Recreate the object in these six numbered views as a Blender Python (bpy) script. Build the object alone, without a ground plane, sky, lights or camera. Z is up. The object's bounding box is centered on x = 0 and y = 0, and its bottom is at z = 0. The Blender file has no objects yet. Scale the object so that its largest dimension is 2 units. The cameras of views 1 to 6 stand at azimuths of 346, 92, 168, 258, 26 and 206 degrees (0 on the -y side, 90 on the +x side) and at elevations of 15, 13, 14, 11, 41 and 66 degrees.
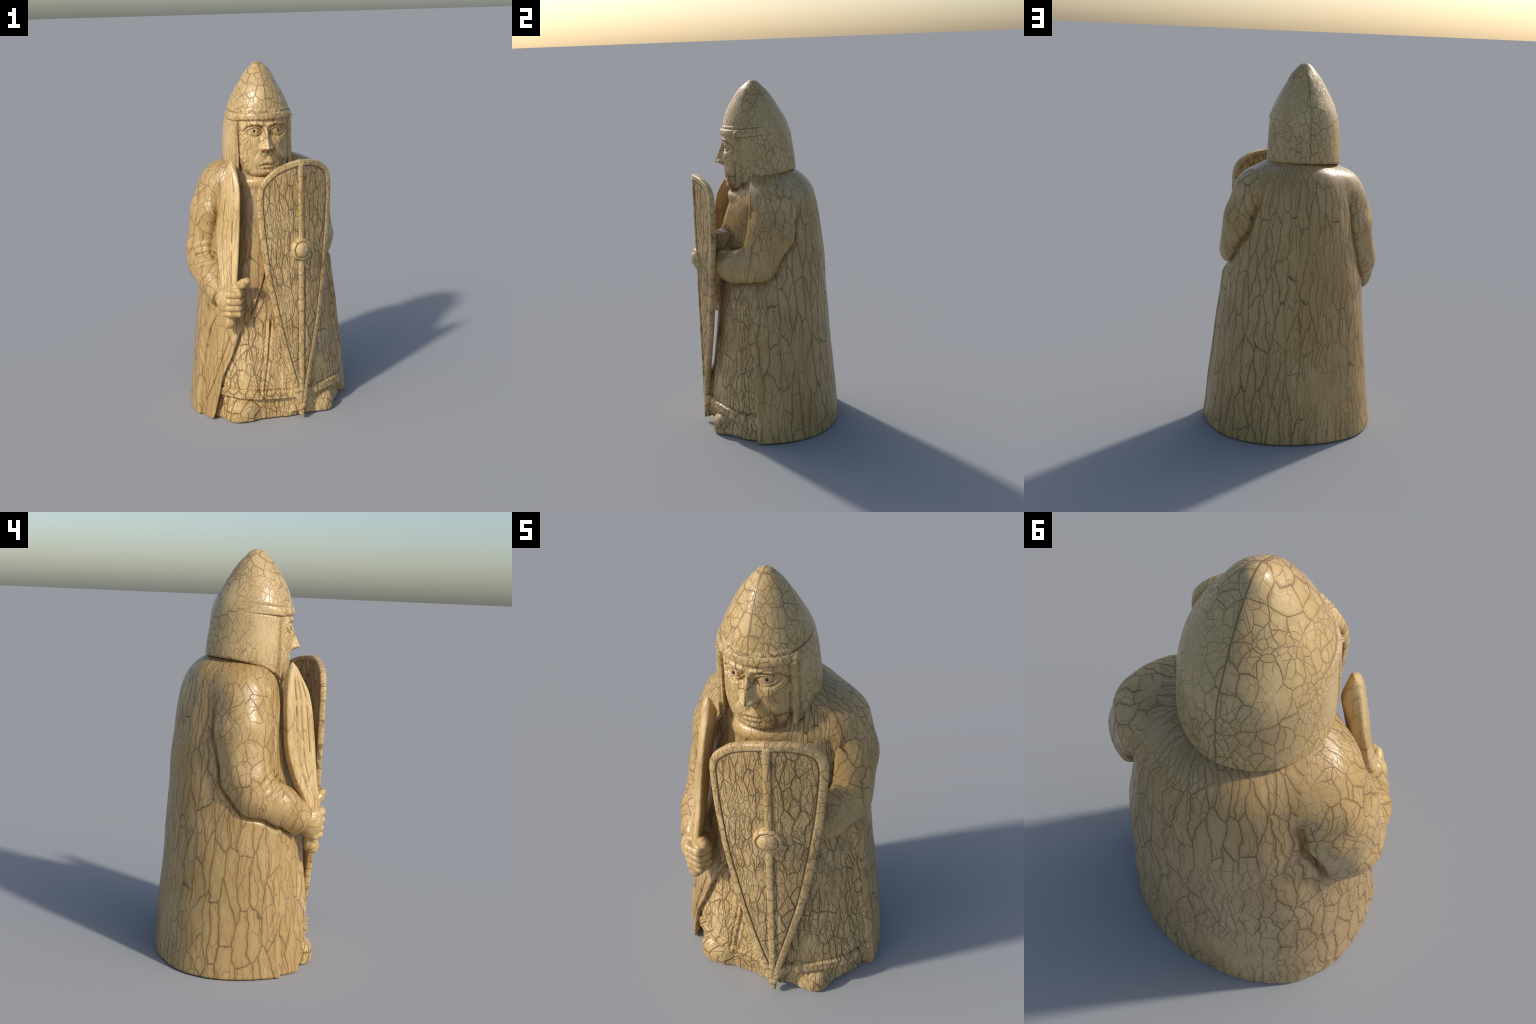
# Carved ivory chess piece: helmeted warrior with kite shield and sword.
import bpy, math
from concurrent.futures import ThreadPoolExecutor
import numpy as np

# ------------------------------------------------------------------ helpers
def curve(xs, ys, n=2000):
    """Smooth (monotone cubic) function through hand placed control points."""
    xs = np.array(xs, float); ys = np.array(ys, float)
    d = np.diff(ys) / np.diff(xs)
    m = np.empty(len(xs)); m[0] = d[0]; m[-1] = d[-1]
    for i in range(1, len(xs) - 1):
        m[i] = 0.0 if d[i-1] * d[i] <= 0 else 2 * d[i-1] * d[i] / (d[i-1] + d[i])
    t = np.linspace(xs[0], xs[-1], n)
    k = np.clip(np.searchsorted(xs, t) - 1, 0, len(xs) - 2)
    h = xs[k+1] - xs[k]; u = (t - xs[k]) / h
    v = ((2*u**3 - 3*u**2 + 1) * ys[k] + (u**3 - 2*u**2 + u) * h * m[k]
         + (-2*u**3 + 3*u**2) * ys[k+1] + (u**3 - u**2) * h * m[k+1])
    return lambda q: np.interp(q, t, v).astype(getattr(q, 'dtype', float), copy=False)

def smin(a, b, k):
    h = np.maximum(k - np.abs(a - b), 0.0) / k
    return np.minimum(a, b) - h * h * k * 0.25

def smax(a, b, k):
    return -smin(-a, -b, k)

def step(a, b, x):
    t = np.clip((x - a) / (b - a), 0, 1)
    return t * t * (3 - 2 * t)

def bump(x, w):
    """Bell of height 1 and half width w."""
    return np.exp(-(x / w) ** 2)

def cone(x, y, z, A, B, ra, rb):
    """Capsule between A and B whose radius goes from ra to rb."""
    d = [B[i] - A[i] for i in range(3)]
    L = d[0]**2 + d[1]**2 + d[2]**2
    t = np.clip(((x-A[0])*d[0] + (y-A[1])*d[1] + (z-A[2])*d[2]) / L, 0, 1)
    q = np.sqrt((x-A[0]-t*d[0])**2 + (y-A[1]-t*d[1])**2 + (z-A[2]-t*d[2])**2)
    return q - (ra + (rb - ra) * t)

def limb(x, y, z, pts, k=0.03):
    """Chain of tapering capsules; pts = (x, y, z, radius)."""
    r = None
    for a, b in zip(pts[:-1], pts[1:]):
        c = cone(x, y, z, a[:3], b[:3], a[3], b[3])
        r = c if r is None else smin(r, c, k)
    return r

def ellipsoid(x, y, z, c, r):
    px, py, pz = (x-c[0]), (y-c[1]), (z-c[2])
    k0 = np.sqrt((px/r[0])**2 + (py/r[1])**2 + (pz/r[2])**2)
    k1 = np.sqrt((px/r[0]**2)**2 + (py/r[1]**2)**2 + (pz/r[2]**2)**2) + 1e-9
    return k0 * (k0 - 1) / k1

def lumps(x, y, z, f):
    """Gentle hand-carved unevenness, about -1..1."""
    return (np.sin(f*x*1.3 + 2.1*np.sin(f*z*.53) + .7) * np.sin(f*y*1.1 + 1.7*np.sin(f*x*.61) + 1.9)
            + np.sin(f*z*.9 + 1.9*np.sin(f*y*.71) + .3) * np.sin(f*x*.8 + 4.)) * .5

# ------------------------------------------------------------------ iso-surface
def surface_net(f, lo, hi, h, block=12):
    lo = np.array(lo, float); hi = np.array(hi, float)
    nb = np.ceil((hi - lo) / h / block).astype(int)
    n = nb * block
    V = np.empty(n, np.float32)
    ax = [lo[i] + h * np.arange(n[i]) for i in range(3)]
    bc = [lo[i] + h * (np.arange(nb[i]) + .5) * block for i in range(3)]
    X, Y, Z = np.meshgrid(*bc, indexing='ij')
    C = f(X.ravel(), Y.ravel(), Z.ravel()).reshape(nb)
    near = np.abs(C) < block * h * 1.15
    V.reshape(nb[0], block, nb[1], block, nb[2], block)[:] = np.sign(C)[:, None, :, None, :, None]
    ids = np.argwhere(near)
    o = np.arange(block)
    W = V.reshape(nb[0], block, nb[1], block, nb[2], block)
    def work(b):
        gx = ax[0][(b[:, 0, None] * block + o)]
        gy = ax[1][(b[:, 1, None] * block + o)]
        gz = ax[2][(b[:, 2, None] * block + o)]
        sh = (len(b), block, block, block)
        x = np.broadcast_to(gx[:, :, None, None], sh).astype(np.float32).ravel()
        y = np.broadcast_to(gy[:, None, :, None], sh).astype(np.float32).ravel()
        z = np.broadcast_to(gz[:, None, None, :], sh).astype(np.float32).ravel()
        W[b[:, 0], :, b[:, 1], :, b[:, 2], :] = f(x, y, z).reshape(sh)
    with ThreadPoolExecutor(4) as pool:
        list(pool.map(work, [ids[i:i+80] for i in range(0, len(ids), 80)]))
    S = V < 0
    cnt = np.zeros(n - 1, np.int8)
    for i in (0, 1):
        for j in (0, 1):
            for k in (0, 1):
                cnt += S[i:n[0]-1+i, j:n[1]-1+j, k:n[2]-1+k]
    cells = np.argwhere((cnt > 0) & (cnt < 8))
    index = np.full(n - 1, -1, np.int32)
    index[tuple(cells.T)] = np.arange(len(cells))
    corner = {}
    for i in (0, 1):
        for j in (0, 1):
            for k in (0, 1):
                corner[i, j, k] = V[cells[:, 0]+i, cells[:, 1]+j, cells[:, 2]+k].astype(float)
    P = np.zeros((len(cells), 3)); N = np.zeros(len(cells))
    for c in corner:
        for a in range(3):
            if c[a] == 0:
                e = list(c); e[a] = 1; e = tuple(e)
                v0, v1 = corner[c], corner[e]
                m = (v0 < 0) != (v1 < 0)
                t = np.where(m, v0 / np.where(m, v0 - v1, 1), 0)
                for q in range(3):
                    P[:, q] += np.where(m, c[q] + (t if q == a else 0), 0)
                N += m
    P = lo + h * (cells + P / N[:, None])
    F = []
    for a in range(3):
        b, c = (a + 1) % 3, (a + 2) % 3
        lim = [slice(1, n[i] - 1) for i in range(3)]
        lo_s = list(lim); hi_s = list(lim)
        lo_s[a] = slice(0, n[a] - 1); hi_s[a] = slice(1, n[a])
        s0, s1 = S[tuple(lo_s)], S[tuple(hi_s)]
        base = np.array([1, 1, 1]); base[a] = 0
        for flip in (False, True):
            e = np.argwhere((s0 & ~s1) if not flip else (~s0 & s1)) + base
            q = []
            for db, dc in ((0, 0), (1, 0), (1, 1), (0, 1)):
                g = e.copy(); g[:, b] -= 1 - db; g[:, c] -= 1 - dc
                q.append(index[tuple(g.T)])
            q = np.stack(q, 1)
            F.append(q[:, ::-1] if flip else q)
    F = np.concatenate(F)
    F = F[(F >= 0).all(1)]
    def pull(P):                             # draw the vertices onto the surface
        e = h * .3
        x, y, z = P.T
        d = f(x, y, z)
        g = np.stack([f(x+e, y, z) - d, f(x, y+e, z) - d, f(x, y, z+e) - d], 1) / e
        mv = -d[:, None] * g / np.maximum((g * g).sum(1), .3)[:, None]
        return P + np.clip(mv, -.6 * h, .6 * h)
    with ThreadPoolExecutor(4) as pool:
        P = np.concatenate(list(pool.map(pull, np.array_split(P, 1 + len(P) // 20000))))
    return P, F

# ------------------------------------------------------------------ scene graph
ROOT = bpy.data.objects.new("warrior_chess_piece", None)
bpy.context.collection.objects.link(ROOT)
ROOT["label"] = "carved ivory chess warrior with helmet, sword and kite shield"
ROOT["category"] = "chess piece"

def add(name, P, F, mats, slots=None, parent=None, smooth=True, normals=None):
    me = bpy.data.meshes.new(name)
    P = np.asarray(P, np.float64)
    if isinstance(F, np.ndarray):
        me.vertices.add(len(P)); me.vertices.foreach_set("co", P.ravel())
        me.loops.add(F.size); me.loops.foreach_set("vertex_index", F.ravel().astype(np.int32))
        me.polygons.add(len(F))
        me.polygons.foreach_set("loop_start", np.arange(0, F.size, F.shape[1], dtype=np.int32))
        me.update(calc_edges=True)
    else:
        me.from_pydata([tuple(p) for p in P], [], F)
    me.validate()
    for m in (mats if isinstance(mats, (list, tuple)) else [mats]):
        me.materials.append(m)
    if slots is not None and len(slots) == len(me.polygons):
        me.polygons.foreach_set("material_index", np.asarray(slots, np.int32))
    me.polygons.foreach_set("use_smooth", np.full(len(me.polygons), smooth))
    if normals is not None:
        me.normals_split_custom_set_from_vertices([tuple(v) for v in normals])
    me.update()
    ob = bpy.data.objects.new(name, me)
    bpy.context.collection.objects.link(ob)
    ob.parent = parent or ROOT
    return ob

def vertex_normals(P, F):
    a, b, c, d = (P[F[:, i]] for i in range(4))
    fn = np.cross(c - a, d - b)
    N = np.zeros_like(P)
    for i in range(4):
        np.add.at(N, F[:, i], fn)
    return N / np.maximum(np.linalg.norm(N, axis=1), 1e-12)[:, None]

def split(P, F, label, names, mats):
    """Separate one seamless surface into named parts with shared borders."""
    N = vertex_normals(P, F)
    fl = np.sort(label[F], axis=1)[:, 1]
    out = {}
    for i, nm in enumerate(names):
        f = F[fl == i]
        if len(f) == 0:
            continue
        u, inv = np.unique(f, return_inverse=True)
        out[i] = add(nm, P[u], inv.reshape(f.shape), mats[i], normals=N[u])
    return out

# ------------------------------------------------------------------ materials
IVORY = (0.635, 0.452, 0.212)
BACK = (0.465, 0.316, 0.134)         # deeper ivory tone used on cloak and sleeves
class Nodes:
    def __init__(s, name):
        s.m = bpy.data.materials.new(name); s.m.use_nodes = True
        s.t = s.m.node_tree; s.t.nodes.clear()
    def n(s, kind, **kw):
        nd = s.t.nodes.new(kind)
        for k, v in kw.items():
            setattr(nd, k, v)
        return nd
    def put(s, sock, v):
        if hasattr(v, "is_linked") or isinstance(v, bpy.types.NodeSocket):
            s.t.links.new(v, sock)
        else:
            sock.default_value = v
    def math(s, op, a, b=0.0, c=None, clamp=False):
        nd = s.n("ShaderNodeMath", operation=op, use_clamp=clamp)
        s.put(nd.inputs[0], a); s.put(nd.inputs[1], b)
        if c is not None:
            s.put(nd.inputs[2], c)
        return nd.outputs[0]
    def ramp(s, v, a, b, lo=0.0, hi=1.0):
        nd = s.n("ShaderNodeMapRange", interpolation_type='SMOOTHSTEP')
        s.put(nd.inputs[0], v)
        for i, q in zip((1, 2, 3, 4), (a, b, lo, hi)):
            s.put(nd.inputs[i], q)
        return nd.outputs[0]
    def mapping(s, vec, scale, loc=(0, 0, 0), rot=(0, 0, 0)):
        nd = s.n("ShaderNodeMapping")
        s.put(nd.inputs[0], vec); nd.inputs[1].default_value = loc
        nd.inputs[2].default_value = rot; nd.inputs[3].default_value = scale
        return nd.outputs[0]
    def noise(s, vec, scale, detail=3.0, rough=.5, color=False):
        nd = s.n("ShaderNodeTexNoise"); s.put(nd.inputs["Vector"], vec)
        nd.inputs["Scale"].default_value = scale; nd.inputs["Detail"].default_value = detail
        nd.inputs["Roughness"].default_value = rough
        return nd.outputs["Color" if color else "Fac"]
    def warp(s, vec, scale, amount):
        c = s.noise(vec, scale, 2.0, color=True)
        sub = s.n("ShaderNodeVectorMath", operation='SUBTRACT')
        s.put(sub.inputs[0], c); sub.inputs[1].default_value = (.5, .5, .5)
        sc = s.n("ShaderNodeVectorMath", operation='SCALE'); s.put(sc.inputs[0], sub.outputs[0])
        sc.inputs["Scale"].default_value = amount
        ad = s.n("ShaderNodeVectorMath", operation='ADD')
        s.put(ad.inputs[0], vec); s.put(ad.inputs[1], sc.outputs[0])
        return ad.outputs[0]
    def cracks(s, vec, co, scale, width, seed, gaps, keep=.42, squash=1.0):
        """Net of thin lines along Voronoi cell borders, broken up by noise; also a soft stain beside them."""
        mp = s.mapping(vec, (1, 1, 1), loc=(seed, seed * 1.7, 0))
        vo = s.n("ShaderNodeTexVoronoi", feature='DISTANCE_TO_EDGE', voronoi_dimensions='2D')
        s.put(vo.inputs["Vector"], mp); vo.inputs["Scale"].default_value = scale
        d = vo.outputs["Distance"]
        if squash < .99:                 # even line width although the pattern is stretched upwards
            eps = .02 / scale
            vp = s.n("ShaderNodeTexVoronoi", feature='DISTANCE_TO_EDGE', voronoi_dimensions='2D')
            s.put(vp.inputs["Vector"], s.mapping(vec, (1, 1, 1), loc=(seed, seed * 1.7 + eps, 0)))
            vp.inputs["Scale"].default_value = scale
            gy = s.math('DIVIDE', s.math('SUBTRACT', vp.outputs["Distance"], d), .02)
            g2 = s.math('MINIMUM', s.math('MULTIPLY', gy, gy), 1.0)
            d = s.math('DIVIDE', d, s.math('SQRT', s.math('SUBTRACT', 1.0, s.math('MULTIPLY', g2, 1 - squash * squash))))
        nz = s.noise(s.mapping(co, (1, 1, .6), loc=(seed, 0, 0)), gaps, 2.0)
        w = s.ramp(nz, keep - .10, keep + .24, width * .10, width)
        line = s.ramp(s.math('DIVIDE', d, w), .0, 1.15, 1.0, 0.0)
        line = s.math('MULTIPLY', line, s.ramp(nz, keep - .12, keep + .14, .10, 1.0))
        halo = s.math('MULTIPLY', s.ramp(d, 0.0, width * 5, 1.0, 0.0), s.ramp(nz, keep, keep + .25))
        return line, halo
    def flatten(s, co, kind, stretch):
        """Unroll the surface: 'dome' from a pole above, 'front' seen square on, 'blade' along the sword."""
        x, y, z = s.n("ShaderNodeSeparateXYZ"), None, None
        s.put(x.inputs[0], co); x, y, z = x.outputs
        cb = s.n("ShaderNodeCombineXYZ")
        if kind == 'front':
            s.put(cb.inputs[0], x); s.put(cb.inputs[1], s.math('MULTIPLY', z, stretch))
        elif kind == 'blade':
            s.put(cb.inputs[0], s.math('SUBTRACT', x, y)); s.put(cb.inputs[1], s.math('MULTIPLY', z, stretch))
        elif len(kind) == 4:             # round an upright axis, seam at the front
            cx, cy, rad, slope = kind
            dx, dy = s.math('SUBTRACT', x, cx), s.math('SUBTRACT', y, cy)
            r = s.math('SQRT', s.math('ADD', s.math('MULTIPLY', dx, dx), s.math('MULTIPLY', dy, dy)))
            s.put(cb.inputs[0], s.math('MULTIPLY', s.math('ARCTAN2', dx, dy), rad))
            s.put(cb.inputs[1], s.math('MULTIPLY', s.math('SUBTRACT', z, s.math('MULTIPLY', r, slope)), stretch))
        else:
            cx, cy, z0 = kind
            dx, dy = s.math('SUBTRACT', x, cx), s.math('SUBTRACT', y, cy)
            r = s.math('SQRT', s.math('ADD', s.math('MULTIPLY', dx, dx), s.math('MULTIPLY', dy, dy)))
            dz = s.math('MAXIMUM', s.math('SUBTRACT', z0, z), 0.0)
            rho = s.math('SQRT', s.math('ADD', s.math('MULTIPLY', r, r), s.math('MULTIPLY', dz, dz)))
            f = s.math('DIVIDE', rho, s.math('MAXIMUM', r, .004))
            s.put(cb.inputs[0], s.math('MULTIPLY', dx, f)); s.put(cb.inputs[1], s.math('MULTIPLY', dy, f))
        return cb.outputs[0]
    def mix(s, fac, a, b, mode='MIX'):
        nd = s.n("ShaderNodeMix", data_type='RGBA', blend_type=mode)
        s.put(nd.inputs[0], fac)
        s.put(nd.inputs[6], a if not isinstance(a, tuple) else (*a, 1))
        s.put(nd.inputs[7], b if not isinstance(b, tuple) else (*b, 1))
        return nd.outputs[2]

def ivory(name, big=17., stretch=.4, fine=.5, base=IVORY, pits=0.3, lines=None, strong=1.0, rough=.32,
          wob=.045, kind='front', carve=.5, thick=.0034, grime=.30, keep=.34, gap=6.0):
    """Aged walrus ivory: mottled cream, brown shrinkage cracks, fine grain."""
    k = Nodes(name)
    co = k.n("ShaderNodeTexCoord").outputs["Object"]
    v = k.warp(k.warp(co, 9., wob), 34., wob * .15)
    st = k.flatten(v, kind, stretch)
    sq = 1.0 if not isinstance(kind, str) and len(kind) == 3 else stretch
    c1, h1 = k.cracks(st, co, big, thick * big, 1.3, gap, keep, sq)
    c2, h2 = k.cracks(st, co, big * 1.9, thick * 1.35 * big, 7.7, gap * 1.8, keep + .05, sq)
    c3, h3 = k.cracks(st, co, big * 3.9, thick * 2.0 * big, 3.1, 22.0, .47, sq)
    c1 = k.math('MULTIPLY', c1, .95 * strong); c2 = k.math('MULTIPLY', c2, .75 * strong)
    c3 = k.math('MULTIPLY', c3, fine)
    cr = k.math('MAXIMUM', k.math('MAXIMUM', c1, c2), c3)
    pit = k.ramp(k.noise(k.mapping(v, (1, 1, .6)), 70., 1.0), .68, .75)
    cr = k.math('MAXIMUM', cr, k.math('MULTIPLY', pit, pits))
    if lines:
        cr = k.math('MAXIMUM', cr, lines(k, co))
    halo = k.math('MAXIMUM', h1, k.math('MULTIPLY', h2, .6))
    tone = k.noise(k.mapping(v, (1, 1, .55)), 7.0, 4.0, .6)
    pale = tuple(min(1, c * q) for c, q in zip(base, (1.08, 1.09, 1.12)))
    warm = tuple(c * q for c, q in zip(base, (.90, .85, .74)))
    col = k.mix(k.ramp(tone, .32, .68), warm, pale)
    grain = k.noise(k.mapping(co, (1, 1, .6)), 190., 3.0, .7)
    col = k.mix(k.ramp(grain, .3, .75, 0, .32), col, tuple(c * q for c, q in zip(base, (.78, .72, .60))))
    blot = k.ramp(k.noise(k.mapping(v, (1, 1, .4)), 26., 4.0, .65), .46, .72, 0, grime)
    col = k.mix(blot, col, tuple(c * q for c, q in zip(base, (.74, .64, .46))))
    col = k.mix(k.math('MULTIPLY', halo, .50), col, tuple(c * q for c, q in zip(base, (.66, .54, .36))))
    col = k.mix(k.math('MULTIPLY', cr, .88), col, (.088, .048, .018))
    b = k.n("ShaderNodeBsdfPrincipled")
    k.put(b.inputs["Base Color"], col)
    k.put(b.inputs["Roughness"], k.math('ADD', k.ramp(grain, .3, .7, rough - .05, rough + .1), k.math('MULTIPLY', cr, .3)))
    b.inputs["Specular IOR Level"].default_value = .55
    h = k.math('SUBTRACT', k.math('MULTIPLY', grain, .10), k.math('MULTIPLY', cr, carve))
    h = k.math('ADD', h, k.math('MULTIPLY', k.noise(k.mapping(v, (1, 1, .5)), 38., 3.0), .25 + .5 * carve))
    bp = k.n("ShaderNodeBump"); bp.inputs["Strength"].default_value = .55
    bp.inputs["Distance"].default_value = .006
    k.put(bp.inputs["Height"], h)
    k.put(b.inputs["Normal"], bp.outputs[0])
    out = k.n("ShaderNodeOutputMaterial")
    k.put(out.inputs[0], b.outputs[0])
    return k.m

def plain(name, col, rough):
    k = Nodes(name)
    co = k.n("ShaderNodeTexCoord").outputs["Object"]
    b = k.n("ShaderNodeBsdfPrincipled")
    k.put(b.inputs["Base Color"], k.mix(k.noise(co, 90., 2.), tuple(c * .7 for c in col), tuple(c * 1.25 for c in col)))
    b.inputs["Roughness"].default_value = rough
    k.put(k.n("ShaderNodeOutputMaterial").inputs[0], b.outputs[0])
    return k.m

HX, HY = -.0245, -.012         # axis of the head

def helmet_lines(k, co):
    """Engraved seam over the crown and the two lines of the brow band."""
    s = k.n("ShaderNodeSeparateXYZ"); k.put(s.inputs[0], k.warp(co, 20., .004))
    x, y, z = s.outputs
    top = k.ramp(z, 1.733, 1.737)
    back = k.ramp(y, .05, .07)
    seam = k.ramp(k.math('ABSOLUTE', k.math('ADD', x, .022)), .0012, .0032, 1.0, 0.0)
    seam = k.math('MULTIPLY', seam, k.math('MAXIMUM', top, back))
    rise = k.math('MULTIPLY', k.math('MAXIMUM', k.math('ADD', y, .12), 0.0), .085)
    zz = k.math('SUBTRACT', z, rise)
    fade = k.ramp(y, -.05, .16, .75, 0.0)
    l = k.math('MAXIMUM', k.ramp(k.math('ABSOLUTE', k.math('SUBTRACT', zz, 1.7345)), .001, .0032, 1., 0.),
               k.math('MULTIPLY', k.ramp(k.math('ABSOLUTE', k.math('SUBTRACT', zz, 1.689)), .001, .003, 1., 0.),
                      k.ramp(y, -.135, -.12)))
    return k.math('MAXIMUM', k.math('MULTIPLY', seam, .8), k.math('MULTIPLY', l, fade))

AXIS = (0.0, .02, .42, 2.6)       # the crack pattern runs round the robe
ARMS = (0.0, .02, .45, 1.2)
HEAD = (-.0245, -.01, .20, .3)
CROWN = (-.0245, -.02, 2.0)     # and outwards from the tip of the helmet
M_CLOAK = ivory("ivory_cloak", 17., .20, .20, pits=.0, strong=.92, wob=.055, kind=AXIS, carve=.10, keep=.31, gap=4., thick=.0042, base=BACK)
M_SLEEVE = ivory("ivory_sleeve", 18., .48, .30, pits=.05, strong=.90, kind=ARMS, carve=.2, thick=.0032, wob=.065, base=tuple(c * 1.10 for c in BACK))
M_TUNIC = ivory("ivory_tunic", 26., .36, .75, pits=.75, strong=1.1, carve=.7, grime=.55, keep=.34, gap=8., thick=.0038, kind=(.12, .06, .38, .0))
M_HELMET = ivory("ivory_helmet", 16., fine=.35, pits=.10, base=tuple(c * .92 for c in IVORY), lines=helmet_lines, rough=.27, kind=CROWN, carve=.22, thick=.0030, wob=.065, strong=.88)
M_FACE = ivory("ivory_face", 22., .5, .40, pits=.12, strong=.95, rough=.28, carve=.5, grime=.5)
M_SHIELD = ivory("ivory_shield", 26., .30, .85, pits=.85, strong=1.1, base=tuple(c * .92 for c in IVORY), rough=.42, carve=.9, grime=.6, keep=.34, gap=8., thick=.0038)
M_RIM = ivory("ivory_rim", 21., .7, .50, pits=.75, strong=.8, carve=.35, grime=.5)
M_SWORD = ivory("ivory_sword", 16., .30, .20, pits=.10, strong=.55, kind='blade', carve=.3)
M_HAND = ivory("ivory_hand", 20., .8, .20, pits=.05, strong=.5, rough=.27, carve=.2)
M_GROOVE = plain("brown_groove_dirt", (.22, .135, .06), .7)
M_PUPIL = plain("black_pupil", (.008, .009, .012), .35)

# ------------------------------------------------------------------ robed body
half_width = curve([0, .05, .25, .5, .75, .86, .95, 1.05, 1.2, 1.3, 1.38, 1.43, 1.49],
                   [.473, .467, .449, .423, .395, .382, .360, .342, .320, .308, .284, .255, .16])
back_depth = curve([0, .107, .31, .456, .645, .825, .97, 1.137, 1.25, 1.377, 1.444, 1.49],
                   [.419, .413, .397, .385, .373, .364, .358, .344, .329, .299, .257, .20])
front_depth = curve([0, .1, .25, .4, .55, .7, .85, 1.0, 1.15, 1.25, 1.33, 1.4, 1.47],
                    [.372, .368, .356, .340, .318, .304, .296, .286, .262, .232, .202, .165, .125])
strip_x = curve([0, .04, .259, .397, .549, .761, .9], [-.385, -.372, -.325, -.267, -.207, -.098, -.06])
pleat_x = curve([.0, .157, .376, .571, .7], [-.150, -.134, -.099, -.072, -.06])
right_pleat_x = curve([.0, .13, .45, .7], [.225, .205, .155, .13])
hem_z = curve([-.45, -.34, -.23, -.11, .05, .18, .26, .34, .42, .47],
              [.160, .155, .140, .130, .127, .125, .130, .128, .112, .11])

cloak_edge_x = curve([0, .026, .197, .351, .503, .621, .7], [-.452, -.450, -.432, -.411, -.382, -.344, -.32])
fold_x = curve([0, .10, .28, .47, .6], [-.435, -.405, -.345, -.28, -.235])

def robe(x, y, z):
    zc = np.clip(z, 0, 1.49)
    A = half_width(zc) - .005 * step(0, -.05, x) * step(.85, .7, z) * step(.08, .3, z); B = np.where(y > 0, back_depth(zc), front_depth(zc))
    p = 2.15 + step(0, -.08, y) * (np.where(x < 0, (.05 + .20 * step(.62, .25, z)) * step(0, -.1, x), (-.17 + .06 * step(.30, .10, z)) * step(0, .1, x)) - .45 * step(.75, 1.0, z)) + .15 * step(.35, 0, z) * step(0, .05, y) * (x < 0)
    g = ((np.abs(x) / A) ** p + (np.abs(y) / B) ** p) ** (1 / p) + 1e-6
    r = np.hypot(x, y) + 1e-6
    R = r / g
    front = step(0, -.03, y)
    # inset of the tunic between the two cloak edges
    right_edge = step(-.048, -.062, y) * (x > 0)
    ye = -.122 - .012 * np.cos(z * 9)
    left_edge = step(ye + .006, ye - .008, y) * (x < 0)
    sx = strip_x(zc)
    below = step(.80, .70, z)
    inside = step(sx - .006, sx + .006, x) * (x < 0)       # tunic side of the flap border
    off = np.zeros_like(x)
    off -= (.018 + .010 * step(.25, .42, z)) * right_edge
    off -= left_edge * (.015 + .010 * inside)
    # rolled cloak edges and the raised border of the flap
    off += .009 * bump(y + .038, .012) * (x > 0) * step(.9, .85, z)
    off += .006 * bump(y - ye - .014, .012) * (x < 0) * step(.75, .68, z)
    off += .010 * bump(x - sx + .010, .009) * front * below * (x < 0)
    off -= .008 * bump(x - sx - .006, .006) * front * below * (x < 0)
    # long folds of the flap left of the border
    ex = cloak_edge_x(zc); gx = fold_x(zc)
    lf = step(-.06, -.09, y) * (x < -.1) * step(.64, .56, z)
    off += lf * (.004 * bump(x - ex, .010) - .010 * bump(x - ex - .022, .009))
    off += lf * step(.52, .46, z) * (-.011 * bump(x - gx, .007) + .006 * bump(x - gx - .022, .014))
    # pleats of the tunic
    px = pleat_x(zc)
    hz = hem_z(x)
    pf = front * step(.62, .55, z) * step(hz, hz + .01, z)
    off += .008 * bump(x - px - .012, .009) * pf - .008 * bump(x - px, .006) * pf - .005 * bump(x - px - .026, .005) * pf
    qx = right_pleat_x(zc)
    off += .008 * bump(x - qx, .010) * pf - .006 * bump(x - qx - .017, .006) * pf - .005 * bump(x - qx + .016, .006) * pf
    # hem of the tunic, foot space below it
    hz = hem_z(x)
    mid = np.maximum(right_edge, left_edge * inside) * step(-.02, -.05, y)
    off += mid * (.011 * step(hz + .047, hz + .041, z) * step(hz - .003, hz + .004, z) - .008 * bump(z - hz - .050, .004))
    off -= mid * .024 * step(hz + .004, hz - .008, z)
    off += .0025 * lumps(x, y, z, 21.)
    d = (r - (R + off)) * .93
    return d

ARM_R = [(-.222, .058, 1.305, .142), (-.276, .056, 1.16, .140), (-.330, .046, .95, .121),
         (-.331, .002, .866, .118), (-.318, -.12, .804, .104), (-.303, -.230, .738, .080)]
ARM_L = [(.224, .078, 1.314, .135), (.270, .058, 1.17, .132), (.293, -.012, 1.0, .113),
         (.260, -.135, .985, .095), (.214, -.205, .99, .084)]
def boot(x, y, z, c, r):
    q = (np.abs((x-c[0])/r[0])**2.8 + np.abs((y-c[1])/r[1])**2.4 + np.abs((z-c[2])/r[2])**2.6) ** (1/2.6)
    return (q - 1) * min(r)
def foot_r(x, y, z): return boot(x, y, z, (-.218, -.226, .035), (.106, .116, .100))
def foot_l(x, y, z): return boot(x, y, z, (.238, -.208, .032), (.094, .112, .092))
def hand_l(x, y, z):
    """Fist behind the shield, a rounded block with fingers along its top."""
    q = [np.abs(x - .085) - .040, np.abs(y + .275) - .050, np.abs(z - 1.075) - .050]
    o = np.sqrt(sum(np.maximum(v, 0) ** 2 for v in q)) + np.minimum(np.maximum(np.maximum(q[0], q[1]), q[2]), 0)
    return o - .030 - .004 * np.sin((z - .95) * 125.) * step(.06, .0, x)
def neck(x, y, z):
    roll = np.hypot(np.hypot(x - HX, y + .010) - .146, z - 1.328 + .10 * y) - .037
    col = np.maximum(np.hypot(x - HX, y + .005) - .135, np.abs(z - 1.36) - .10)
    return smin(roll, col, .03)

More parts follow.
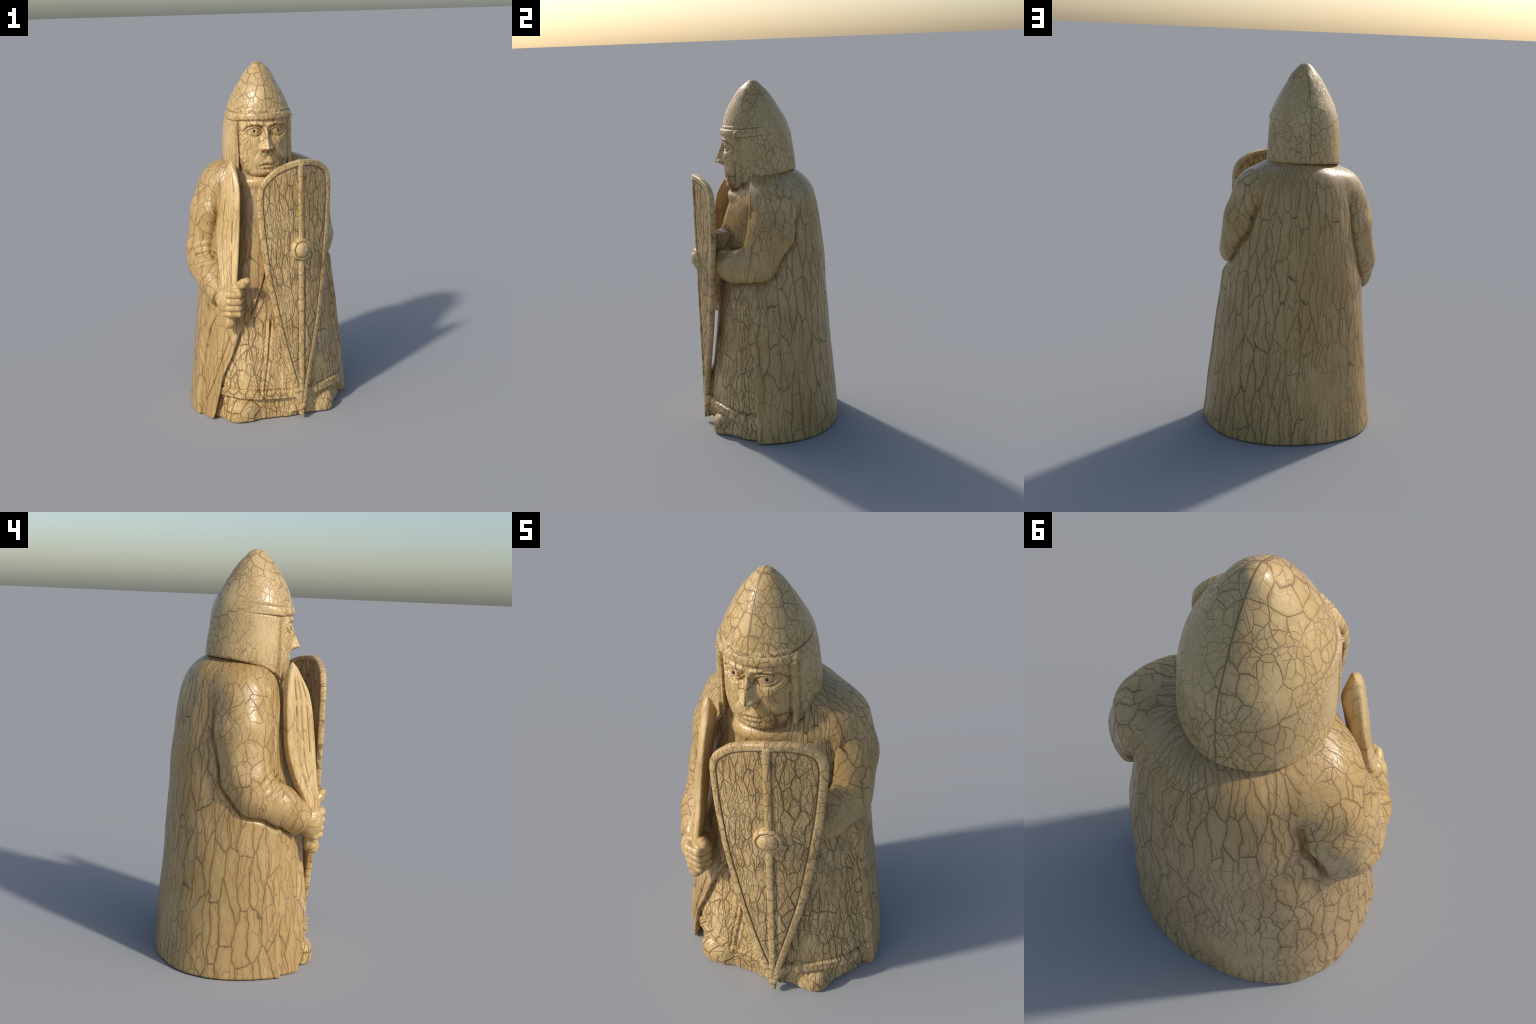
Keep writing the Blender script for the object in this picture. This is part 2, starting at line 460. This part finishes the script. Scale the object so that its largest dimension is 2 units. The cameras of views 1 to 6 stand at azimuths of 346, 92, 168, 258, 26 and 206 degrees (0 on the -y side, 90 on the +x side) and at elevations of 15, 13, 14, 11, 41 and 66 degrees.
def body_parts(x, y, z):
    t = robe(x, y, z)
    t = smax(t, z - 1.488, .02)
    wig = .004 * lumps(x, y, z, 30.)
    ar = limb(x, y, z, ARM_R, .02) + wig - .004 * bump(np.hypot(y + .06, z - .975) - .02, .012) * 0
    cuff = np.hypot(x + .314, np.hypot(y + .247, z - .735)) - .0
    al = limb(x, y, z, ARM_L, .022) + wig
    # folds of cloth in the crook of each elbow
    ar = ar + .005 * np.sin((z + .8 * y) * 130.) * bump(np.hypot(y + .085, z - .945), .06)
    al = al + .005 * np.sin((z - .5 * y) * 120.) * bump(np.hypot(y + .16, z - 1.06), .07)
    # cut the right sleeve at the wrist
    cut = ((x + .303) * .07 + (y + .250) * -.86 + (z - .730) * -.50)
    ar = smax(ar, cut, .008)
    rib = step(.34, .28, z)
    web = np.maximum(np.abs(x - .09) - .035 + .0 * z, np.maximum(np.abs(y + .30) - .052, np.abs(z - .18) - .14)) + .01 * 0
    return t, ar, al, foot_r(x, y, z), foot_l(x, y, z), hand_l(x, y, z), neck(x, y, z), web

def body(x, y, z):
    t, ar, al, fr, fl, hl, nk, web = body_parts(x, y, z)
    k = .014 + .050 * step(1.24, 1.42, z)
    d = smin(t, nk, .02)
    low = step(1.36, 1.24, z)
    a = np.minimum(ar, al)
    d = smin(d, a, k) + .020 * low * bump(d - a, .010) * step(-.20, -.15, y)
    d = smin(d, fr, .022); d = smin(d, fl, .022); d = smin(d, hl, .035)
    d = smin(d, web, .03)
    return smax(d, -z, .016)

P, F = surface_net(body, (-.53, -.46, -.02), (.53, .46, 1.53), .0038)
t, ar, al, fr, fl, hl, nk, web = body_parts(*P.T)
x, y, z = P.T
lab = np.argmin(np.stack([t, ar, al, fr, fl, hl, nk, web + .02]), 0)
inside = np.where(x < 0, x > strip_x(np.clip(z, 0, .9)), True)
is_tunic = (lab == 0) & (((x > 0) & (y < -.054)) | ((x <= 0) & (y < -.125) & inside)) | (lab == 7)
lut = np.array([0, 2, 3, 5, 6, 7, 8, 1])
lab = lut[lab]
lab[is_tunic] = np.where(z[is_tunic] > .80, 4, 1)
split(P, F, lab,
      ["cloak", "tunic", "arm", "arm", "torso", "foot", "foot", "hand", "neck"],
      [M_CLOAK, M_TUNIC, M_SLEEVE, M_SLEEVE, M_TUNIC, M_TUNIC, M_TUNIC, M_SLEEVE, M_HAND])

# ------------------------------------------------------------------ head
head_radius = curve([1.30, 1.42, 1.48, 1.55, 1.65, 1.71, 1.76, 1.80, 1.84, 1.88, 1.92, 1.95, 1.97, 1.985, 1.995, 2.0],
                    [.204, .207, .206, .203, .195, .186, .173, .156, .136, .114, .089, .066, .048, .033, .019, .0])
head_axis = curve([1.30, 1.48, 1.55, 1.65, 1.74, 1.86, 1.95, 2.0], [-.003, -.003, -.004, -.010, -.017, -.028, -.029, -.024])
hood_bottom = curve([-.25, -.145, -.127, -.08, -.03, .03, .11, .25],
                    [1.345, 1.355, 1.395, 1.432, 1.455, 1.468, 1.482, 1.492])
FX = -.0265                    # middle of the face
EYE_X, EYE_Z = .0645, 1.635

def almond(u, w):
    """Signed distance to an eye-shaped opening."""
    r, o = .0470, .0305
    return np.maximum(np.hypot(u, w - o) - r, np.hypot(u, w + o) - r)

def shell(x, y, z):
    """Helmet and hood as one surface of revolution."""
    zc = np.clip(z, 1.30, 1.9999)
    yc = head_axis(zc)
    sy = 1.02 + .04 * step(1.62, 1.76, z)
    r = np.hypot(x - HX, (y - yc) / sy)
    R = head_radius(zc)
    ang = np.arctan2(x - HX, -(y - yc))           # 0 = front
    R = R - .012 * np.exp(-((ang - 1.05) / .45) ** 2) * step(1.72, 1.50, z)
    R = R - .008 * np.maximum(np.sin(ang), 0) * step(1.97, 1.88, z)
    R = R + .0035 * np.maximum(np.cos(ang * 2), 0) ** 6 * step(1.74, 1.82, z) * step(1.99, 1.93, z)
    slope = 1 + 1.1 * step(1.86, 1.98, z)
    zl = z - .085 * np.maximum(y + .12, 0)
    band = step(1.687, 1.694, zl) * step(1.736, 1.729, zl)
    frontal = step(-.02, -.12, y)
    R = R + band * (.0025 + .0085 * frontal * np.sqrt(np.clip(1 - ((zl - 1.712) / .023) ** 2, 0, 1))) * step(.04, -.06, y)
    R = R - .0022 * (bump(zl - 1.737, .003) + bump(zl - 1.687, .003)) * step(.10, -.06, y)
    R = R + .0015 * lumps(x, y, z, 28.)
    return (r - R) / slope

def face_open(x, y, z):
    """Negative inside the face opening of the hood."""
    d = np.maximum(np.abs(x - FX) - .142, z - 1.692)
    return np.maximum(d, y + .03)

def face(x, y, z):
    u = x - FX
    au = np.abs(u)
    # skull front: rounded block
    hw = .146 - .024 * step(1.50, 1.36, z)
    yb = -.205 + .012 * step(1.50, 1.39, z) + .030 * step(1.400, 1.36, z)
    g = np.clip(1 - (au / (hw + .006)) ** 2.3, 0, 1) ** .62
    rel = np.zeros_like(x)
    rel += .010 * bump(z - 1.664 - .010 * np.cos((au - .06) / .045), .010) * step(.118, .09, au) * step(0, .02, au)      # brow
    # eyes
    e = almond(au - EYE_X, z - EYE_Z + (au - EYE_X) * .05)
    rel -= .012 * step(.024, -.002, e) * step(.0, .03, au)
    rel -= .008 * bump(e - .0135, .0055)
    rel += .0090 * bump(e - .0045, .0036)
    rel += .006 * bump(e - .0065, .0050) * step(EYE_Z + .002, EYE_Z + .012, z)      # heavy upper lid
    ball = np.sqrt(np.clip(1 - ((au - EYE_X) / .042)**2 - ((z - EYE_Z) / .030)**2, 0, 1))
    rel += .010 * ball * step(.002, -.003, e)
    # socket beside the nose, cheeks, pouch below the eye
    rel -= .012 * bump(au - .027, .012) * bump(z - 1.622, .035)
    rel += .010 * bump(au - .078, .032) * bump(z - 1.575, .034)
    rel -= .0035 * bump(au - .040 - .45 * (1.54 - z), .008) * bump(z - 1.510, .025)
    # nose ridge and wings
    tz = np.clip((1.650 - z) / .112, 0, 1)
    nh = (.010 + .046 * tz) * step(1.680, 1.645, z) * step(1.514, 1.547, z)
    nw = .012 + .013 * tz
    rel += nh * np.exp(-(au / nw) ** 2.0)
    rel += .017 * bump(au - .026, .011) * bump(z - 1.545, .014)
    rel -= .014 * bump(au - .014, .008) * bump(z - 1.524, .008)
    # lips and chin
    sag = 1.449 - 4.5 * u * u
    rel += .006 * bump(z - sag - .014, .010) * bump(u, .034)
    rel += .007 * bump(z - sag + .014, .010) * bump(u, .030)
    rel -= .009 * bump(z - sag, .0036) * step(.042, .028, au)
    rel -= .006 * bump(u, .010) * bump(z - 1.492, .015)
    rel += .008 * bump(z - 1.405, .022) * bump(u, .045)
    rel -= .005 * bump(z - 1.424, .010) * bump(u, .05)
    rel += .0018 * lumps(x, y, z, 60.)
    front = (yb + .095) * g - .095 - rel * step(0, .25, g)
    d = (front - y) * .72
    d = smax(d, au - hw, .02)
    jaw = 1.372 + .95 * np.maximum(au - .03, 0) ** 2 * 4.2 - .05 * step(-.12, -.02, y) * 0
    d = smax(d, (jaw - z) * .85, .035)
    d = smax(d, z - 1.75, .01)
    return smax(d, y - .05, .02)

def head_parts(x, y, z):
    sh = shell(x, y, z)
    hb = hood_bottom(y) + .012 * step(0, .1, x) * step(-.05, -.13, y)
    s = smax(sh, (hb - z) * .85, .012)
    op = face_open(x, y, z)
    ga = (np.abs(np.arctan2(x - HX, -(y - head_axis(np.clip(z, 1.3, 1.99))))) - .92) * .2
    s = s + .006 * bump(ga - .022, .006) * step(-.02, -.06, y) * step(1.70, 1.68, z)
    hood = smax(s, -op * .9, .012)
    # raised border along the face opening
    edge = np.abs(op - .012) - .012
    arc = (np.abs(np.arctan2(x - HX, -(y - head_axis(np.clip(z, 1.3, 1.99))))) - .92) * .2
    s2 = np.hypot(arc, sh + .003) - .0140
    s2 = smax(s2, z - 1.70, .01); s2 = smax(s2, hb - z, .012); s2 = smax(s2, y + .05, .01)
    hood = smin(hood, s2, .004)
    f = face(x, y, z)
    bead = ellipsoid(x, y, z, (.1265, -.121, 1.706), (.016, .016, .019))
    core = np.hypot(np.hypot(x - HX, y - .0), 0) - .13
    core = np.maximum(core, np.abs(z - 1.42) - .1)
    return hood, f, bead, core

def head(x, y, z):
    h, f, b, c = head_parts(x, y, z)
    d = smin(h, f, .006)
    return np.minimum(smin(d, b, .006), c)

P, F = surface_net(head, (-.26, -.29, 1.30), (.22, .24, 2.015), .0024)
h, f, b, c = head_parts(*P.T)
x, y, z = P.T
lab = np.where(np.minimum(h, b) < f, np.where(z - .085 * np.maximum(y + .12, 0) > 1.737, 0, 1), 2)
zl = z - .085 * np.maximum(y + .12, 0)
lab[(lab == 1) & (zl > 1.687)] = 3
lab[(lab == 1) & (c < np.minimum(h, f))] = 4
split(P, F, lab, ["helmet", "hood", "head", "helmet_band", "neck"], [M_HELMET, M_HELMET, M_FACE, M_HELMET, M_HAND])

# pupils, drilled and filled dark
def disc(name, c, r, depth, mat, parent=None):
    n, rings = 24, 6
    V = [(c[0], c[1] - depth, c[2])]; Q = []
    for i in range(1, rings + 1):
        a = i / rings * math.pi / 2
        for j in range(n):
            t = 2 * math.pi * j / n
            V.append((c[0] + r * math.sin(a) * math.cos(t), c[1] - depth * math.cos(a), c[2] + r * math.sin(a) * math.sin(t)))
    for j in range(n):
        Q.append((0, 1 + (j + 1) % n, 1 + j))
        for i in range(rings - 1):
            a = 1 + i * n; q = a + n
            Q.append((a + j, a + (j + 1) % n, q + (j + 1) % n, q + j))
    return add(name, V, Q, mat, parent=parent)
for sgn in (-1, 1):
    ex = FX + sgn * EYE_X + .002
    ys = np.linspace(-.25, -.12, 400)
    v = head(np.full(400, ex), ys, np.full(400, EYE_Z + .001))
    ey = ys[np.argmax(v < 0)]
    disc("pupil", (ex, ey + .002, EYE_Z + .001), .0088, .0035, M_PUPIL)

# ------------------------------------------------------------------ right hand
def hand_r(x, y, z):
    x = x - .008; y = y - .014
    palm = ellipsoid(x, y, z, (-.303, -.300, .720), (.050, .052, .080))
    wrist = cone(x, y, z, (-.318, -.225, .748), (-.305, -.290, .735), .054, .050)
    d = smin(palm, wrist, .04)
    grip = cone(x, y, z, (-.262, -.318, .80), (-.288, -.306, .60), .032, .030)
    d = smin(d, grip, .008)
    for zz, r, s in ((.770, .0225, 1.0), (.730, .0215, 1.02), (.692, .020, .97), (.658, .018, .88)):
        k0 = (-.318, -.318, zz - .004); k1 = (-.298, -.352 + .02 * (1 - s), zz)
        k2 = (-.252, -.360 + .03 * (1 - s), zz - .002); k3 = (-.228, -.322, zz - .004); k4 = (-.238, -.285, zz - .006)
        fg = np.minimum(cone(x, y, z, k0, k1, r, r), cone(x, y, z, k1, k2, r, r))
        fg = np.minimum(fg, cone(x, y, z, k2, k3, r, r * .95))
        fg = np.minimum(fg, cone(x, y, z, k3, k4, r * .95, r * .85))
        d = smin(d, fg, .006)
    th = limb(x, y, z, [(-.285, -.285, .778, .032), (-.250, -.325, .800, .027), (-.222, -.358, .830, .024), (-.206, -.378, .848, .020)], .012)
    d = smin(d, th, .012)
    cut = -((x + .316) * .07 + (y + .235) * -.86 + (z - .745) * -.50)
    return smax(d, cut - .01, .01)
P, F = surface_net(hand_r, (-.42, -.43, .56), (-.14, -.16, .90), .0026)
add("hand", P, F, M_HAND, normals=vertex_normals(P, F))

# ------------------------------------------------------------------ sword
sword = bpy.data.objects.new("sword", None); bpy.context.collection.objects.link(sword); sword.parent = ROOT
SZ = [.76, .829, .912, 1.051, 1.13, 1.224, 1.325, 1.37, 1.408, 1.447, 1.470, 1.480]
fx = curve(SZ, [-.250, -.244, -.235, -.221, -.215, -.208, -.201, -.201, -.203, -.208, -.214, -.217])
fy = curve(SZ, [-.336, -.331, -.321, -.309, -.303, -.292, -.272, -.252, -.229, -.205, -.188, -.180])
bx = curve(SZ, [-.316, -.317, -.317, -.313, -.302, -.285, -.266, -.256, -.248, -.234, -.224, -.218])
by = curve(SZ, [-.258, -.246, -.205, -.158, -.148, -.145, -.146, -.149, -.153, -.160, -.170, -.178])
def groove_at(zz):
    """Where the three engraved lines lie across the blade, 0 = front edge."""
    return (.26 + .006 * math.sin(zz * 9), .48, .68 + .006 * math.sin(zz * 7 + 1))
rows, cols = 240, 130
ts = 1.480 - (1.480 - .77) * np.linspace(0, 1, rows) ** 1.15
V = []
for zz in ts:
    A = np.array([fx(zz), fy(zz)]); B = np.array([bx(zz), by(zz)])
    w = B - A; L = np.linalg.norm(w); w = w / max(L, 1e-6)
    n = np.array([-w[1], w[0]])
    if n[0] > 0: n = -n                     # towards the viewer's left
    th = min(.020, L * .42 + .001)
    for j in range(cols):
        a = 2 * math.pi * j / cols
        s = .5 - .5 * math.cos(a)
        q = abs(math.sin(a)) ** .75 * th * (1 if math.sin(a) > 0 else .6 + 2.6 * s * (1 - step(1.38, 1.48, zz)))
        if math.sin(a) > 0:                 # fuller lines on the shown side
            fade = min(1, L / .10) * (1 - step(1.36, 1.44, zz))
            q -= .0075 * fade * sum(math.exp(-((s - g) / .032) ** 2) for g in groove_at(zz))
            q += .0006 * math.sin(zz * 31 + s * 9)
        p = A + w * L * s + n * q * (1 if math.sin(a) >= 0 else -1)
        V.append((p[0], p[1], zz))
Q = []
for i in range(rows - 1):
    for j in range(cols):
        a, b = i * cols + j, i * cols + (j + 1) % cols
        Q.append((a, b, b + cols, a + cols))
blade_slots = []
for i in range(rows - 1):
    gs = groove_at(ts[i])
    for j in range(cols):
        a = 2 * math.pi * (j + .5) / cols
        sm = .5 - .5 * math.cos(a)
        hit = math.sin(a) > 0 and ts[i] < 1.42 and any(abs(sm - g) < .013 and math.sin(ts[i] * (23 + 9 * n) + n) > -.88 for n, g in enumerate(gs))
        blade_slots.append(1 if hit else 0)
Q.append(tuple(range(cols))[::-1]); Q.append(tuple(range((rows - 1) * cols, rows * cols)))
blade_slots += [0, 0]
def fix(ob):
    import bmesh
    bm = bmesh.new(); bm.from_mesh(ob.data)
    bmesh.ops.recalc_face_normals(bm, faces=bm.faces[:])
    bm.to_mesh(ob.data); bm.free(); return ob
fix(add("blade", V, Q, [M_SWORD, M_GROOVE], slots=blade_slots, parent=sword))
def pommel(x, y, z):
    d = cone(x, y, z, (-.288, -.306, .66), (-.290, -.305, .592), .022, .027)
    return smin(d, cone(x, y, z, (-.285, -.312, .600), (-.292, -.302, .596), .026, .026), .01)
P, F = surface_net(pommel, (-.34, -.36, .54), (-.24, -.25, .70), .003)
add("pommel", P, F, M_HAND, parent=sword)

# ------------------------------------------------------------------ shield
shield = bpy.data.objects.new("shield", None); bpy.context.collection.objects.link(shield); shield.parent = ROOT
bend = curve([-.20, -.13, -.05, .03, .11, .16, .20, .26, .32, .40],
             [-.366, -.377, -.388, -.390, -.381, -.360, -.337, -.300, -.264, -.215])
RX = .112                      # the rib
left_pts = [(RX, 1.4945), (.075, 1.488), (.024, 1.474), (-.032, 1.450), (-.073, 1.418), (-.108, 1.380), (-.124, 1.345),
            (-.131, 1.295), (-.128, 1.200), (-.121, 1.09), (-.100, .90), (-.064, .702), (-.023, .502), (.018, .336),
            (.056, .195), (.074, .114), (.087, .055), (.094, .026)]
right_pts = [(RX, 1.4945), (.191, 1.486), (.254, 1.462), (.293, 1.430), (.314, 1.390), (.320, 1.334), (.315, 1.215),
             (.303, 1.071), (.283, .902), (.262, .742), (.238, .597), (.207, .453), (.180, .336), (.152, .222),
             (.132, .150), (.109, .055), (.099, .026)]
def resample(pts, n):
    p = np.array(pts)
    s = np.r_[0, np.cumsum(np.hypot(*np.diff(p, axis=0).T))]
    q = np.linspace(0, s[-1], n)
    return np.stack([curve(s, p[:, 0])(q), curve(s, p[:, 1])(q)], 1)
def place(x, z, h):
    """Point on the bent shield, raised h along its normal."""
    e = .004
    sl = (bend(x + e) - bend(x - e)) / (2 * e)
    nx, ny = sl, -np.ones_like(sl)
    ln = np.hypot(nx, ny)
    return np.stack([x + nx / ln * h, bend(x) + ny / ln * h, z], -1)

NB = 260
L = resample(left_pts, NB); Rr = resample(right_pts, NB)
rings_d = [0, .0015, .004, .008, .014, .022, .028, .0305, .0318, .0335, .037, .046]
rings_h = [-.0085, -.003, .0000, .0012, .0016, .0016, .0010, -.001, -.0055, -.0055, -.0035, -.003]
INNER = 10
def half_sheet(O, side, back):
    """One half of the shield from its outline to the rib, front or back."""
    T = np.gradient(O, axis=0); T /= np.linalg.norm(T, axis=1)[:, None]
    N = np.stack([T[:, 1], -T[:, 0]], 1)
    ref = np.stack([np.full(NB, RX), np.clip(O[:, 1], .1, 1.35)], 1) - O
    sg = np.sign((N * ref).sum(1)); sg[sg == 0] = 1
    N = N * sg[:, None]
    lim = RX - side * .0005
    rows_, hs, gr = [], [], []
    dlist = rings_d; hlist = rings_h
    for d, h in zip(dlist, hlist):
        Pq = O + N * d
        Pq[:, 0] = np.minimum(Pq[:, 0], lim) if side > 0 else np.maximum(Pq[:, 0], lim)
        Pq[:, 1] = np.minimum(Pq[:, 1], O[:, 1] + .0)
        rows_.append(Pq); hs.append(np.full(NB, h))
    E = rows_[-1]
    tgt = np.stack([np.full(NB, lim), np.clip(E[:, 1], .03, 1.452)], 1)
    for i in range(1, INNER + 1):
        t = i / INNER
        rows_.append(E + (tgt - E) * t)
        hs.append(np.full(NB, rings_h[-1]))
    X = np.stack(rows_); H = np.stack(hs)
    if back:
        thick = np.interp(np.r_[dlist, [.05] * INNER], [0, .0015, .004, .02, .028, .04], [.020, .026, .029, .029, .020, .018])
        H = np.repeat(-thick[:, None], NB, 1)
    else:
        # crisp dip beside the rib, gentle hammered unevenness on the panel
        near = np.abs(X[..., 0] - RX)
        H = H - .004 * np.exp(-((near - .018) / .006) ** 2) * (np.arange(len(X)) > 9)[:, None]
        H = H + .0012 * lumps(X[..., 0], X[..., 0] * 0, X[..., 1], 45.)
    P3 = place(X[..., 0], X[..., 1], H)
    return P3
def grid_faces(nr, nc, off=0):
    i, j = np.meshgrid(np.arange(nr - 1), np.arange(nc - 1), indexing='ij')
    a = (i * nc + j).ravel() + off
    return np.stack([a, a + 1, a + nc + 1, a + nc], 1)
nr = len(rings_d) + INNER
panel_V, panel_F, rim_V, rim_F, gro_V, gro_F = [], [], [], [], [], []
parts = {"rim": ([], []), "groove": ([], []), "panel": ([], [])}
def push(key, G):
    V_, F_ = parts[key]
    o = sum(len(v) for v in V_)
    V_.append(G.reshape(-1, 3)); F_.append(grid_faces(G.shape[0], G.shape[1], o))
for O, side in ((L, 1), (Rr, -1)):
    Fr = half_sheet(O, side, False); Bk = half_sheet(O, side, True)
    rim_loop = np.concatenate([Bk[:6][::-1], Fr[:8]], 0)     # round the edge
    push("rim", rim_loop)
    push("groove", Fr[7:11])
    push("panel", Fr[10:])
    push("panel", Bk[5:])
# close the crown of the rim between the two halves
for nm, key, mat in (("shield_rim", "rim", M_RIM), ("shield_groove", "groove", M_GROOVE), ("shield_panel", "panel", M_SHIELD)):
    V_, F_ = parts[key]
    ob = add(nm, np.concatenate(V_), np.concatenate(F_), mat, parent=shield)
    import bmesh
    bm = bmesh.new(); bm.from_mesh(ob.data)
    bmesh.ops.remove_doubles(bm, verts=bm.verts[:], dist=.0004)
    bmesh.ops.dissolve_degenerate(bm, edges=bm.edges[:], dist=.0002)
    if key == "rim":
        # bridge the crown between left and right halves
        ends = []
    bmesh.ops.recalc_face_normals(bm, faces=bm.faces[:])
    bm.to_mesh(ob.data); bm.free()
    ob.data.polygons.foreach_set("use_smooth", np.ones(len(ob.data.polygons), bool))

# crown piece of the rim (over the rib) and the rib itself
def strip(name, zs, half, height, mat, base=-.006, xc=lambda q: np.full_like(q, RX), parent=shield):
    prof_a = np.linspace(0, math.pi, 11)
    V_ = []
    for zz in zs:
        hw = half(zz); hh = height(zz)
        xx = xc(np.array([zz]))[0]
        px = xx - hw * np.cos(prof_a); ph = base + (hh - base) * np.sin(prof_a) ** .35
        V_.append(place(px, np.full(11, zz), ph))
    V_ = np.stack(V_)
    fs = [tuple(int(q) for q in f) for f in grid_faces(len(zs), 11)]
    n = 11
    fs += [tuple(range(n)), tuple(range((len(zs) - 1) * n, len(zs) * n))[::-1]]
    return fix(add(name, V_.reshape(-1, 3), fs, mat, parent=parent))
rib_x = curve([.0, .1, .6, 1.5], [.096, .099, .107, .117])
strip("shield_rib", np.linspace(1.472, .06, 180), lambda q: .0145, lambda q: .0030 + .0006 * math.sin(q * 47), M_RIM, xc=rib_x)
# solid point below the rib
def point(x, y, z):
    zz = np.clip(z, .02, .20)
    cx = .0950 + .06 * (zz - .02)
    hw = .007 + (zz - .02) * .30
    yc = -.374 + .30 * np.maximum(zz - .085, 0)          # sinks back into the shield higher up
    d = np.hypot(x - cx, (y - yc) / .60) - hw * .90
    d = np.maximum(d * .60, z - .175)
    return smax(d, .022 - z, .008)
P, F = surface_net(point, (.03, -.43, .0), (.19, -.27, .20), .003)
add("shield_point", P, F, M_RIM, parent=shield)

# boss: flange ring, groove and dome, turned about the shield normal
def boss():
    prof = [(.0, .031), (.010, .0305), (.021, .0287), (.032, .0245), (.039, .0185), (.0435, .0125), (.045, .0105),
            (.0465, .0125), (.051, .0140), (.0555, .0125), (.059, .008), (.0605, -.002), (.0605, -.012)]
    n = 64
    V_, Q_ = [], []
    c = place(np.array(RX - .004), np.array(1.003), 0.0)
    ax = np.array([.30, -.95, 0.0]); ax /= np.linalg.norm(ax)
    e1 = np.cross(ax, [0, 0, 1]); e1 /= np.linalg.norm(e1); e2 = np.array([0, 0, 1.])
    for r, h in prof:
        for j in range(n):
            a = 2 * math.pi * j / n
            V_.append(c + e1 * r * math.cos(a) + e2 * r * math.sin(a) + ax * h)
    for i in range(len(prof) - 1):
        for j in range(n):
            Q_.append((i*n + j, i*n + (j+1) % n, (i+1)*n + (j+1) % n, (i+1)*n + j))
    sl = [1 if i == 5 or i == 6 else 0 for i in range(len(prof) - 1) for j in range(n)]
    ob = add("shield_boss", V_, Q_, [M_RIM, M_GROOVE], slots=sl, parent=shield)
    fix(ob)
boss()
